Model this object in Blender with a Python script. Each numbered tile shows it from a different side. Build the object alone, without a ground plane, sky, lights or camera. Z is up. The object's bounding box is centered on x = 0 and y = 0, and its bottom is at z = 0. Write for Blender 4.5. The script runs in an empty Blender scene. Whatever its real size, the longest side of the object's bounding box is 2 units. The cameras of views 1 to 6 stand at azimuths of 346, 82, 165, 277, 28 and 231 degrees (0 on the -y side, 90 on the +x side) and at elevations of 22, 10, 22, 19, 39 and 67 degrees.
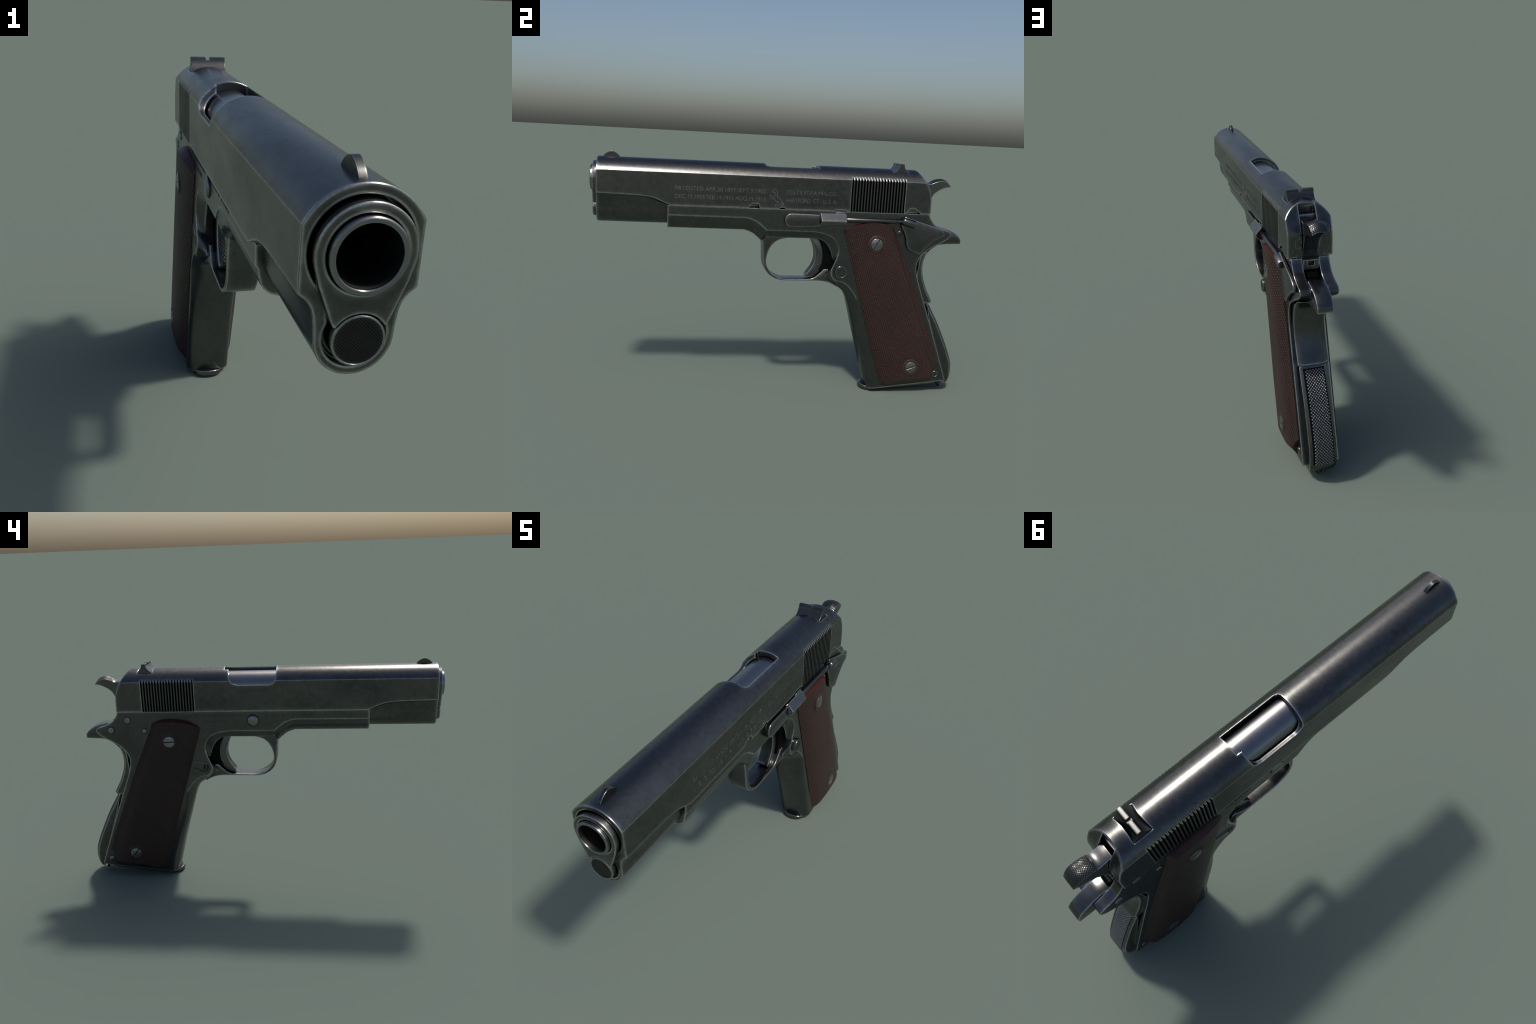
# A full-size service pistol standing on its magazine well, built part by part.
# All part meshes share one frame: x = left/right (mid-plane x=0), y = muzzle(-) to rear(+), z = up.
import bpy, bmesh, math
from mathutils import Vector

CX = -0.002          # mid-plane offset of the whole gun in the scene

# ------------------------------------------------------------------ helpers
def spline(points, n=6):
    """Catmull-Rom through points; a point with True as last item is a corner."""
    out = []
    N = len(points)
    for i in range(N - 1):
        p1, p2 = points[i], points[i + 1]
        p0 = points[i - 1] if i > 0 and not p1[-1] else None
        p3 = points[i + 2] if i + 2 < N and not p2[-1] else None
        a, b = Vector(p1[:-1]), Vector(p2[:-1])
        m1 = (b - Vector(p0[:-1])) * .5 if p0 is not None else (b - a)
        m2 = (Vector(p3[:-1]) - a) * .5 if p3 is not None else (b - a)
        L = (b - a).length
        if m1.length > 1e-9: m1 = m1 * min(1.0, 1.2 * L / m1.length)
        if m2.length > 1e-9: m2 = m2 * min(1.0, 1.2 * L / m2.length)
        straight = p1[-1] and p2[-1]
        k = 1 if straight else n
        for j in range(k):
            t = j / k
            h = (2*t**3-3*t**2+1)*a + (t**3-2*t**2+t)*m1 + (-2*t**3+3*t**2)*b + (t**3-t**2)*m2
            out.append(tuple(h))
    out.append(tuple(points[-1][:-1]))
    return out

def S(pts, corners=(), n=6):
    """Smooth a list of 2D points; `corners` are indices kept sharp."""
    N = len(pts)
    cs = {c % N for c in corners} | {0, N - 1}
    return spline([(*p, i in cs) for i, p in enumerate(pts)], n)

def finish(bm, name, mat, angle=32):
    bmesh.ops.remove_doubles(bm, verts=bm.verts, dist=1e-6)
    bmesh.ops.recalc_face_normals(bm, faces=bm.faces)
    me = bpy.data.meshes.new(name)
    shade(bm, angle)
    bm.to_mesh(me); bm.free()
    ob = bpy.data.objects.new(name, me)
    bpy.context.scene.collection.objects.link(ob)
    if mat: me.materials.append(mat)
    return ob

def shade(bm, angle):
    lim = math.radians(angle)
    for f in bm.faces: f.smooth = True
    for e in bm.edges:
        e.smooth = not (len(e.link_faces) != 2 or e.calc_face_angle(0) > lim)

def reshade(ob, angle=32):
    bm = bmesh.new(); bm.from_mesh(ob.data); shade(bm, angle); bm.to_mesh(ob.data); bm.free()

def layers(rings, bm=None):
    """Skin a stack of rings (each a list of (x,y,z) with the same count) and cap both ends."""
    bm = bm or bmesh.new()
    vr = [[bm.verts.new(p) for p in r] for r in rings]
    n = len(rings[0])
    for a, b in zip(vr, vr[1:]):
        for i in range(n):
            j = (i + 1) % n
            try: bm.faces.new((a[i], a[j], b[j], b[i]))
            except ValueError: pass
    bm.faces.new(vr[0]); bm.faces.new(list(reversed(vr[-1])))
    return bm

def inset(pts, d):
    """Offset a closed 2D polygon inwards by d (miter limited)."""
    n = len(pts); area = sum(pts[i][0]*pts[(i+1)%n][1]-pts[(i+1)%n][0]*pts[i][1] for i in range(n))
    s = 1 if area > 0 else -1
    out = []
    for i in range(n):
        a, b, c = Vector(pts[i-1]), Vector(pts[i]), Vector(pts[(i+1) % n])
        e1, e2 = (b-a), (c-b)
        if e1.length < 1e-9 or e2.length < 1e-9: out.append(tuple(b)); continue
        e1.normalize(); e2.normalize()
        n1, n2 = Vector((-e1.y, e1.x))*s, Vector((-e2.y, e2.x))*s
        m = n1 + n2
        if m.length < 1e-6: out.append(tuple(b)); continue
        m.normalize(); k = d / max(.45, m.dot(n1))
        out.append(tuple(b + m*k))
    return out

def prism(yz, x0, x1, bevel=0.0, bm=None, steps=2):
    """Extrude a (y,z) polygon from x0 to x1, with rounded rims of size bevel."""
    rings = []
    if bevel:
        for k in range(steps + 1):
            a = math.pi/2 * k / steps
            rings.append([(x0 + bevel*(1-math.sin(a)), *p) for p in inset(yz, bevel*(1-math.cos(a)))])
        rings = [ [(x0 + bevel*(1-math.cos(math.pi/2*k/steps)), *p) for p in inset(yz, bevel*(1-math.sin(math.pi/2*k/steps)))] for k in range(steps+1)]
        rings += [ [(x1 - bevel*(1-math.sin(math.pi/2*k/steps)), *p) for p in inset(yz, bevel*(1-math.cos(math.pi/2*k/steps)))] for k in range(steps+1)]
    else:
        rings = [[(x0, *p) for p in yz], [(x1, *p) for p in yz]]
    return layers(rings, bm)

def along_y(xz, y0, y1, bevel=0.0, bm=None):
    """Extrude an (x,z) polygon along y."""
    if bevel:
        i = inset(xz, bevel); h = inset(xz, bevel*.3)
        rg = [(y0, i), (y0+bevel*.3, h), (y0+bevel, xz), (y1-bevel, xz), (y1-bevel*.3, h), (y1, i)]
    else: rg = [(y0, xz), (y1, xz)]
    return layers([[(p[0], y, p[1]) for p in r] for y, r in rg], bm)

def revolve(profile, center, axis='x', seg=48, bm=None):
    """Lathe a closed-at-axis profile of (position along axis, radius) around `axis` through center."""
    bm = bm or bmesh.new()
    c = Vector(center); rings = []
    for a, r in profile:
        ring = []
        for k in range(seg):
            t = 2*math.pi*k/seg; u, w = r*math.cos(t), r*math.sin(t)
            p = {'x': (a, u, w), 'y': (u, a, w), 'z': (u, w, a)}[axis]
            ring.append(bm.verts.new(c + Vector(p)) if r > 1e-6 else None)
        rings.append(ring if r > 1e-6 else bm.verts.new(c + Vector({'x': (a,0,0), 'y': (0,a,0), 'z': (0,0,a)}[axis])))
    for A, B in zip(rings, rings[1:]):
        for k in range(seg):
            j = (k+1) % seg
            if isinstance(A, list) and isinstance(B, list): bm.faces.new((A[k], A[j], B[j], B[k]))
            elif isinstance(A, list): bm.faces.new((A[k], A[j], B))
            elif isinstance(B, list): bm.faces.new((A, B[j], B[k]))
    if isinstance(rings[0], list): bm.faces.new(rings[0])
    if isinstance(rings[-1], list): bm.faces.new(list(reversed(rings[-1])))
    return bm

def box(x0, x1, y0, y1, z0, z1, bm=None):
    return prism([(y0, z0), (y1, z0), (y1, z1), (y0, z1)], x0, x1, 0, bm)

def boolean(ob, cut_bm, op='DIFFERENCE', angle=32):
    """Cut (or join) with an exact boolean; a result that grows or empties is redone with stricter settings."""
    c = finish(cut_bm, 'cutter', None)
    def box_of(me):
        co = [v.co for v in me.vertices]
        return [f(p[k] for p in co) for k in range(3) for f in (min, max)] if co else None
    b0 = box_of(ob.data); me = None
    for solver, use_self in (('EXACT', False), ('EXACT', True), ('FAST', False)):
        m = ob.modifiers.new('b', 'BOOLEAN'); m.operation = op; m.object = c; m.solver = solver
        if solver == 'EXACT': m.use_self = use_self
        dg = bpy.context.evaluated_depsgraph_get()
        me = bpy.data.meshes.new_from_object(ob.evaluated_get(dg))
        ob.modifiers.clear()
        b1 = box_of(me)
        if b1 and all((b1[2*k] > b0[2*k]-1e-4) and (b1[2*k+1] < b0[2*k+1]+1e-4) for k in range(3)): break
        print('boolean retry', ob.name, solver, use_self)
    old = ob.data; ob.data = me
    me.name = old.name; bpy.data.meshes.remove(old)
    cm = c.data; bpy.data.objects.remove(c); bpy.data.meshes.remove(cm)
    reshade(ob, angle)
    return ob

def join_bm(*bms):
    out = bmesh.new()
    for b in bms:
        me = bpy.data.meshes.new('t'); b.to_mesh(me); b.free(); out.from_mesh(me); bpy.data.meshes.remove(me)
    return out

def arc(cx, cz, r, a0, a1, n):
    return [(cx + r*math.cos(math.radians(a0+(a1-a0)*i/n)), cz + r*math.sin(math.radians(a0+(a1-a0)*i/n))) for i in range(n+1)]

# ------------------------------------------------------------------ materials
class Nodes:
    def __init__(s, name):
        s.m = bpy.data.materials.new(name); s.m.use_nodes = True
        s.t = s.m.node_tree; s.bsdf = s.t.nodes['Principled BSDF']
        s.co = s.add('ShaderNodeTexCoord').outputs['Object']
    def add(s, typ, **kw):
        n = s.t.nodes.new(typ)
        for k, v in kw.items(): setattr(n, k, v)
        return n
    def set(s, sock, v):
        if hasattr(v, 'is_output'): s.t.links.new(v, sock)
        else: sock.default_value = v
    def math(s, op, a, b=0.0, c=0.0, clamp=False):
        n = s.add('ShaderNodeMath', operation=op, use_clamp=clamp)
        s.set(n.inputs[0], a); s.set(n.inputs[1], b); s.set(n.inputs[2], c); return n.outputs[0]
    def mix(s, f, a, b):
        n = s.add('ShaderNodeMix', data_type='RGBA')
        s.set(n.inputs[0], f); s.set(n.inputs[6], a); s.set(n.inputs[7], b); return n.outputs[2]
    def noise(s, scale, detail=4, rough=.55, stretch=(1, 1, 1)):
        mp = s.add('ShaderNodeMapping'); mp.inputs['Scale'].default_value = stretch
        s.t.links.new(s.co, mp.inputs[0])
        n = s.add('ShaderNodeTexNoise'); n.inputs['Scale'].default_value = scale
        n.inputs['Detail'].default_value = detail; n.inputs['Roughness'].default_value = rough
        s.t.links.new(mp.outputs[0], n.inputs['Vector']); return n.outputs['Fac']
    def ramp(s, f, lo, hi, a=0.0, b=1.0):
        n = s.add('ShaderNodeMapRange'); s.set(n.inputs[0], f)
        for i, v in enumerate((lo, hi, a, b)): n.inputs[i+1].default_value = v
        return n.outputs[0]
    def dot(s, v):
        n = s.add('ShaderNodeVectorMath', operation='DOT_PRODUCT'); s.t.links.new(s.co, n.inputs[0])
        n.inputs[1].default_value = v; return n.outputs['Value']
    def lattice(s, d1, d2, pitch):
        """Height of pyramid checkering cut by two families of V grooves across directions d1, d2."""
        hs = []
        for d in (d1, d2):
            n = Vector(d).normalized()
            f = s.math('FRACT', s.math('DIVIDE', s.dot(n), pitch))
            hs.append(s.math('SUBTRACT', 1.0, s.math('MULTIPLY', s.math('ABSOLUTE', s.math('SUBTRACT', f, .5)), 2.0)))
        return s.math('MINIMUM', *hs)
    def bump(s, h, dist, strength=1.0, normal=None):
        n = s.add('ShaderNodeBump'); n.inputs['Distance'].default_value = dist; n.inputs['Strength'].default_value = strength
        s.set(n.inputs['Height'], h)
        if normal is not None: s.t.links.new(normal, n.inputs['Normal'])
        return n.outputs[0]

def steel(name, base, rough, wear=1.0, wear_radius=.0105, checker=None, mottle=.16, broad=0.0):
    """Dark finished steel: mottled colour and gloss, bright where edges have rubbed bare."""
    s = Nodes(name); b = s.bsdf
    n1 = s.noise(6.0, 6, .65, (1, .6, 1)); n2 = s.noise(45.0, 4, .65); n3 = s.noise(150.0, 3, .6)
    f = s.ramp(s.math('ADD', s.math('MULTIPLY', n1, .65), s.math('MULTIPLY', n2, .35)), .38, .62)
    dark = tuple(c*(1-mottle) for c in base) + (1,); lite = tuple(min(1, c*(1+mottle)) for c in base) + (1,)
    col = s.mix(f, dark, lite)
    spot = s.math('MULTIPLY', s.ramp(s.noise(26.0, 7, .72), .60, .70), s.ramp(n1, .44, .60), clamp=True)   # scattered stains
    col = s.mix(s.math('MULTIPLY', spot, .45 if mottle > .13 else .1), col, (.03, .03, .032, 1))
    bev = s.add('ShaderNodeBevel', samples=4); bev.inputs['Radius'].default_value = .004
    bw = s.add('ShaderNodeBevel', samples=8); bw.inputs['Radius'].default_value = wear_radius
    geo = s.add('ShaderNodeNewGeometry')
    d = s.add('ShaderNodeVectorMath', operation='DOT_PRODUCT')
    s.t.links.new(bw.outputs[0], d.inputs[0]); s.t.links.new(geo.outputs['Normal'], d.inputs[1])
    edge = s.ramp(d.outputs['Value'], .994, .955)
    rub = s.math('MULTIPLY', edge, s.ramp(s.math('ADD', s.math('MULTIPLY', n2, .6), s.math('MULTIPLY', n3, .4)), .36, .60, .45, 1.0), clamp=True)
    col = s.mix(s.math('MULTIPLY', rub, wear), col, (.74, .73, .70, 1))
    if broad:
        b2 = s.add('ShaderNodeBevel', samples=8); b2.inputs['Radius'].default_value = .034
        d2 = s.add('ShaderNodeVectorMath', operation='DOT_PRODUCT')
        s.t.links.new(b2.outputs[0], d2.inputs[0]); s.t.links.new(geo.outputs['Normal'], d2.inputs[1])
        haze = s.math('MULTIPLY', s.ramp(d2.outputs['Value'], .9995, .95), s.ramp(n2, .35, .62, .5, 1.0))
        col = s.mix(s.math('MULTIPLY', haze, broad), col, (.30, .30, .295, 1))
    if checker:
        h = s.lattice(*checker[:3])
        col = s.mix(s.ramp(h, .0, .45), tuple(c*.25 for c in base)+(1,), col)
        nrm = s.bump(h, checker[3], 1.0, bev.outputs[0])
    else:
        nrm = s.bump(n3, .0003, .15, bev.outputs[0])
    s.set(b.inputs['Base Color'], col); b.inputs['Metallic'].default_value = 1.0
    s.set(b.inputs['Roughness'], s.math('ADD', s.math('ADD', s.math('ADD', s.ramp(f, 0, 1, rough+.05, rough-.05), s.ramp(n2, .35, .65, -.025, .025)), s.math('MULTIPLY', spot, .08)), s.math('MULTIPLY', rub, -.04)))
    s.t.links.new(nrm, b.inputs['Normal'])
    return s.m

def plastic(name, checkered):
    s = Nodes(name); b = s.bsdf
    n1 = s.noise(6.0, 5, .6); n2 = s.noise(60.0, 4, .6)
    f = s.ramp(s.math('ADD', s.math('MULTIPLY', n1, .5), s.math('MULTIPLY', n2, .5)), .35, .65)
    lite = s.mix(f, (.055, .0185, .014, 1), (.092, .0275, .020, 1))
    b.inputs['Roughness'].default_value = .48 if checkered else .34
    if checkered:
        # diamonds stretched along the grip axis
        ax = Vector((0, .2859, -.9583)); pr = Vector((0, .9583, .2859)); t = math.radians(24)
        h = s.lattice(pr*math.cos(t)+ax*math.sin(t), pr*math.cos(t)-ax*math.sin(t), .0098)
        low = s.mix(f, (.008, .004, .0035, 1), (.014, .006, .005, 1))
        col = s.mix(s.ramp(h, .12, .85), low, lite)
        s.t.links.new(s.bump(h, .0025, 1.0), b.inputs['Normal'])
    else:
        col = s.mix(f, (.050, .013, .010, 1), (.066, .018, .013, 1))
    s.set(b.inputs['Base Color'], col)
    return s.m

def plain(name, col, rough, metal=1.0):
    s = Nodes(name); b = s.bsdf
    n = s.noise(40, 4, .6)
    s.set(b.inputs['Base Color'], s.mix(s.ramp(n, .35, .65), tuple(c*.8 for c in col)+(1,), tuple(c*1.15 for c in col)+(1,)))
    b.inputs['Metallic'].default_value = metal; b.inputs['Roughness'].default_value = rough
    return s.m

STEEL = (.112, .113, .111)
M_slide = steel('blued_steel', STEEL, .27, mottle=.26, broad=.30)
M_frame = steel('blued_steel_frame', STEEL, .27, broad=.25)
M_fine = steel('fine_part_steel', STEEL, .27, wear=.45, wear_radius=.0035)
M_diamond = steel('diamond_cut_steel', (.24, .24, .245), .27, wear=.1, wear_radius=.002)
M_bare = steel('unworn_steel', STEEL, .28, wear=.12, wear_radius=.003)
M_groove = plain('groove_shade_steel', (.013, .014, .014), .5)  # darkened steel: the shade inside grooves is put into the colour
M_small = steel('polished_steel', (.16, .16, .16), .25, wear_radius=.006)
M_barrel = steel('bare_steel', (.27, .27, .275), .24, wear=.3, wear_radius=.003, mottle=.12)
M_screw = steel('screw_steel', (.26, .26, .26), .30, wear=.08, wear_radius=.004)
M_dark = plain('shade_black', (.006, .006, .006), .6, 0.0)  # black that carries the shade of holes and gaps in its colour
M_grip = plastic('checkered_grip_plastic', True)
M_smooth = plastic('smooth_grip_plastic', False)
M_ring = plain('dull_ring_plastic', (.034, .017, .014), .45, 0.0)
M_mark_pale = plain('pale_stamped_mark', (.24, .24, .24), .4)
M_mark_dark = plain('dark_stamped_mark', (.080, .084, .095), .4)
C45 = math.sqrt(.5)
M_check_x = steel('checkered_button_steel', STEEL, .32, wear=.2, checker=((0, .94, .34), (0, -.34, .94), .0078, .0010))
M_check_y = steel('checkered_plug_steel', (.055, .055, .055), .40, wear=.3, checker=((C45, 0, C45), (C45, 0, -C45), .0043, .0004))
M_check_spur = steel('checkered_spur_steel', STEEL, .30, wear=.2, checker=((.80, .6, 0), (.80, -.6, 0), .0066, .0009))
M_check_trig = steel('checkered_trigger_steel', STEEL, .30, wear=.2, checker=((.75, 0, .66), (.75, 0, -.66), .0075, .0006))

parts = []
def part(ob, parent=None):
    parts.append((ob, parent)); return ob

# ------------------------------------------------------------------ slide
SW, SEDGE, STOP = .101, 1.1645, 1.227
SR = (SW**2 + (STOP-SEDGE)**2) / (2*(STOP-SEDGE)); SC = STOP - SR
def slide_half(zb, tube):
    """Right half of the slide's cross-section, top centre to bottom centre."""
    a0 = math.degrees(math.atan2(SEDGE-SC, SW))
    h = arc(0, SC, SR, 90, a0, 16)
    h += [(SW, SEDGE-.003)] + [(SW, z) for z in (1.145, 1.125, 1.105, 1.085, 1.06)] + [(SW, zb)]
    fil = [(.097, 1.047), (.090, 1.0415), (.083, 1.034), (.077, 1.023), (.0735, 1.010), (.071, .990)]
    k = (zb - .990) / (1.051 - .990)
    low = [(x, .990 + (z-.990)*k) for x, z in fil]
    low += [(.0695, .968)] + arc(0, .9665, .0695, -6, -90, 12)
    if not tube: low = [(x, max(z, 1.0005)) for x, z in low]
    return h + low
def edge_z(y):
    """Lower edge of the slide's flat side: it dips from the front scoop down to the frame line."""
    if y >= -.598: return 1.0005
    pts = [(-.97, 1.0505), (-.862, 1.0485), (-.80, 1.047), (-.744, 1.0445), (-.715, 1.041), (-.687, 1.0355), (-.665, 1.0275), (-.643, 1.0185), (-.620, 1.0085), (-.598, 1.0005)]
    for (a, za), (b, zb) in zip(pts, pts[1:]):
        if a <= y <= b: return za + (zb-za)*(y-a)/(b-a)
    return pts[0][1]
def rear_y(z):
    pts = [(.9, .769), (1.0, .769), (1.05, .7685), (1.08, .7665), (1.10, .764), (1.12, .7585), (1.14, .7505), (1.155, .743), (1.17, .733), (1.19, .7195), (1.21, .7065), (1.23, .694)]
    for (a, ya), (b, yb) in zip(pts, pts[1:]):
        if a <= z <= b: return ya + (yb-ya)*(z-a)/(b-a)
    return pts[-1][1]
def build_slide():
    F = -.9665
    st = [(F, .0014), (F+.0014, 0)] + [(y, 0) for y in (-.94, -.90, -.862, -.80, -.77, -.744, -.73, -.715, -.70, -.687, -.675, -.665, -.654, -.643, -.632, -.620, -.609, -.598, -.30)]
    rings = []
    def ring(h): return h + [(-x, z) for x, z in reversed(h[1:-1])]
    for y, ins in st:
        r = ring(slide_half(edge_z(y), True))
        if ins: r = inset(r, ins)
        rings.append([(x, y, z) for x, z in r])
    for y in (-.299, .1, .3, .60):
        rings.append([(x, y, z) for x, z in ring(slide_half(1.0005, False))])
    # curved rear end: the last two rings follow the profile of the back face
    base = ring(slide_half(1.0005, False))
    rings.append([(x, rear_y(z)-.003, z) for x, z in base])
    rings.append([(x, rear_y(z), z) for x, z in inset(base, .0022)])
    bm = bmesh.new()
    vr = [[bm.verts.new(p) for p in r] for r in rings]; n = len(rings[0])
    for a, b in zip(vr, vr[1:]):
        for i in range(n):
            bm.faces.new((a[i], a[(i+1) % n], b[(i+1) % n], b[i]))
    for r in (vr[0], vr[-1]):                       # ladder caps, left point to right point
        for i in range(n//2):
            q = [r[i], r[i+1], r[(n-i-1) % n], r[(n-i) % n]]
            q = list(dict.fromkeys(q))
            if len(q) > 2: bm.faces.new(q)
    ob = finish(bm, 'slide', M_slide)
    # muzzle recess: round for the bushing, second round for the spring plug
    cut = bmesh.new()
    revolve([(-1.05, .0905), (-.90, .0905)], (0, 0, 1.1195), 'y', 64, cut); boolean(ob, cut)
    cut = along_y([(-.060, 1.09), (-.047, .985), (.047, .985), (.060, 1.09)], -1.04, -.905)
    boolean(ob, cut)
    boolean(ob, revolve([(-1.05, .0555), (-.90, .0555)], (0, 0, .9685), 'y', 48))
    boolean(ob, revolve([(-.92, .063), (.02, .063)], (0, 0, 1.1195), 'y', 48))   # bore clearance
    # ejection port and the chamber space below it
    yz = S([(-.118, 1.30), (-.118, 1.20), (-.112, 1.166), (-.086, 1.1435), (-.05, 1.1425), (.09, 1.1425), (.116, 1.152), (.133, 1.175), (.140, 1.205), (.140, 1.30)], (0, 1, 4, 5, 8, 9), 6)
    boolean(ob, prism(yz, -.16, -.02))
    rr = [(-.02, -.1185), (.035, -.1185), (.047, -.114), (.054, -.100), (.054, .1625), (-.045, .1625), (-.045, .135), (-.05, .12)]
    cutb = layers([[(x, y, z) for x, y in rr] for z in (1.12, 1.30)]); boolean(ob, cutb)
    boolean(ob, revolve([(-.135, .0895), (.158, .0895)], (0, 0, 1.117), 'y', 64))
    # hammer slot
    boolean(ob, prism([(.700, 1.3), (.700, 1.206), (.684, 1.202), (.684, .9), (.9, .9), (.9, 1.3)], -.037, .037))
    # dovetail for the rear sight
    boolean(ob, prism([(.570, 1.24), (.560, 1.2065), (.643, 1.2065), (.633, 1.24)], -.075, .075))
    # notches along the lower left edge
    boolean(ob, prism([(-.203, .98), (-.203, 1.0), (-.196, 1.014), (-.184, 1.0225), (-.152, 1.0225), (-.146, .998), (-.146, .98)], .02, .2))
    boolean(ob, prism([(-.029+.033*math.cos(math.pi*i/10)*.5, 1.0+.009*math.sin(math.pi*i/10)) for i in range(11)] + [(-.045, .98), (-.013, .98)], .05, .2))
    boolean(ob, prism([(.246, .98), (.246, 1.0065), (.31, 1.0065), (.31, .98)], .078, .2))
    boolean(ob, prism([(.622, .98), (.6335, 1.0), (.657, 1.0275), (.680, 1.0275), (.716, 1.0), (.73, .98)], .070, .2))
    # 19 cocking serrations on each side: slanted V grooves
    cut = bmesh.new(); pitch = (.6205-.3265)/18.75
    for i in range(19):
        y = .3265 + i*pitch
        for s in (1, -1):
            tri = [(y, s*.106), (y+.0128, s*.106), (y+.0102, s*.0905)]
            layers([[(x, yy, 1.0-.01) for yy, x in tri], [(x, yy, 1.20) for yy, x in tri]], cut)
    boolean(ob, cut, angle=18)
    ob.data.materials.append(M_groove); ob.data.materials.append(M_bare)
    for p in ob.data.polygons:
        c = p.center
        if .327 < c.y < .622 and abs(c.x) > SW-.0006 and p.area < .002 and c.z < 1.16: p.material_index = 2
        if .32 < c.y < .63 and .085 < abs(c.x) < SW-.0005 and c.z < 1.185 and abs(p.normal.y) > .3: p.material_index = 1  # groove faces painted darker, in place of occlusion
    return part(ob)
slide = build_slide()

# ------------------------------------------------------------------ sights
def build_front_sight():
    blade = S([(-.946, 1.215), (-.9405, 1.227), (-.925, 1.2425), (-.900, 1.2535), (-.875, 1.2445), (-.860, 1.230), (-.853, 1.215)], (0, 6), 5)
    return part(finish(prism(blade, -.0075, .0075), 'front_sight', M_fine))
build_front_sight()
def build_rear_sight():
    prof = S([(.561, 1.2075), (.565, 1.2115), (.577, 1.2215), (.588, 1.2335), (.5945, 1.2450), (.5965, 1.2555), (.600, 1.2568), (.6145, 1.2560), (.6170, 1.2540), (.6180, 1.2430), (.6230, 1.2310), (.6320, 1.2190), (.642, 1.2095), (.642, 1.2075)], (0, 5, 6, 7, 8, 12, 13), 4)
    ob = finish(prism(prof, -.061, .061), 'rear_sight', M_bare)
    boolean(ob, prism([(.55, 1.2455), (.65, 1.2455), (.65, 1.28), (.55, 1.28)], -.0075, .0075))
    return part(ob)
build_rear_sight()

# ------------------------------------------------------------------ barrel group
def build_barrel():
    r = .0645
    prof = [(.12, .0), (.12, .0560), (-.975, .0560), (-.978, .0535), (-.996, .0535), (-.9995, .0548), (-1.0, .0555), (-1.0, .0622), (-.9992, .0634), (-.9975, r), (-.92, r), (-.90, r), (-.20, r), (-.16, .0715), (-.155, .0825), (.145, .0825), (.157, .0825), (.157, 0)]
    ob = finish(revolve(prof, (0, 0, 1.1195), 'y', 72), 'barrel', M_barrel)
    ob.data.materials.append(M_dark)  # bore walls painted black for the darkness of a deep hole
    for p in ob.data.polygons:
        c = p.center
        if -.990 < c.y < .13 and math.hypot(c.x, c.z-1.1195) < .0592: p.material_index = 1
    return part(ob)
barrel = build_barrel()
def build_rifling():
    """Twisting lands just inside the bore."""
    bm = bmesh.new(); n = 24
    for k in range(6):
        rings = []
        for i in range(n+1):
            y = -.972 + .60*i/n; a = math.pi/3*k + 1.6*i/n
            pts = []
            for da, rr in ((-.13, .0565), (-.11, .0545), (.11, .0545), (.13, .0565)):
                pts.append((rr*math.cos(a+da), y, 1.1195+rr*math.sin(a+da)))
            rings.append(pts)
        layers(rings, bm)
    ob = finish(bm, 'rifling', M_dark); return part(ob, barrel)
build_rifling()
def build_bushing():
    # teardrop flange: big round above, two pointed wings over the spring plug below
    R, zc, pr, pz = .084, 1.1195, .0478, .9705
    right = arc(0, zc, R, 90, -20, 26)
    right += [(.0735, 1.070), (.064, 1.045), (.0545, 1.020), (.0465, 1.000), (.0445, .9975), (.041, .9965)]
    right += [(x, z) for x, z in arc(0, pz, pr+.001, 34, 90, 10)]
    out = right[:-1] + [right[-1]] + [(-x, z) for x, z in reversed(right[1:-1])]
    bm = along_y(out, -.987, -.925, .0012)
    ob = finish(bm, 'barrel_bushing', M_slide)
    boolean(ob, revolve([(-1.1, .0672), (-.90, .0672)], (0, 0, zc), 'y', 64))
    return part(ob)
build_bushing()
def build_plug():
    bm = revolve([(-.90, 0), (-.90, .0465), (-.983, .0465), (-.986, .0455), (-.987, .0435), (-.987, .0425), (-.9858, .042), (-.9858, 0)], (0, 0, .9705), 'y', 56)
    ob = finish(bm, 'recoil_spring_plug', M_slide); ob.data.materials.append(M_check_y)
    for p in ob.data.polygons:
        if p.normal.y < -.9 and p.center.y > -.9865 and p.center.y < -.9: p.material_index = 1
    ring = finish(revolve([(-.95, .0555), (-.953, .0548), (-.953, .0515), (-.95, .051), (-.92, .051), (-.92, .0555)], (0, 0, .9685), 'y', 56), 'plug_collar', M_fine)
    part(ob); part(ring, ob); return ob
build_plug()

# ------------------------------------------------------------------ frame
FW = .085
XL = [0, .030, .034, .0355, .048, .056, .064, .071, .0765, .0785, .081, .0838, FW]
def t_dust(x):
    k = [(0, 0), (.03, .03), (.048, .10), (.056, .17), (.064, .27), (.071, .40), (.0765, .66), (.0785, .86), (.081, .95), (.0838, .985), (FW, 1)]
    for (a, ta), (b, tb) in zip(k, k[1:]):
        if a <= x <= b: return ta + (tb-ta)*(x-a)/(b-a)
def t_round(x): return 1 - (1 - (x/FW)**2.6)**(1/2.6)
def t_crisp(x): return (x/FW)**2.4
def t_slope(x): return 0 if x <= .056 else ((x-.056)/(FW-.056))
def const(y, z, c=False): return (lambda x: (y, z)), c
def two(i, o, t, c=False): return (lambda x: (i[0]+(o[0]-i[0])*t(x), i[1]+(o[1]-i[1])*t(x))), c
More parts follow.
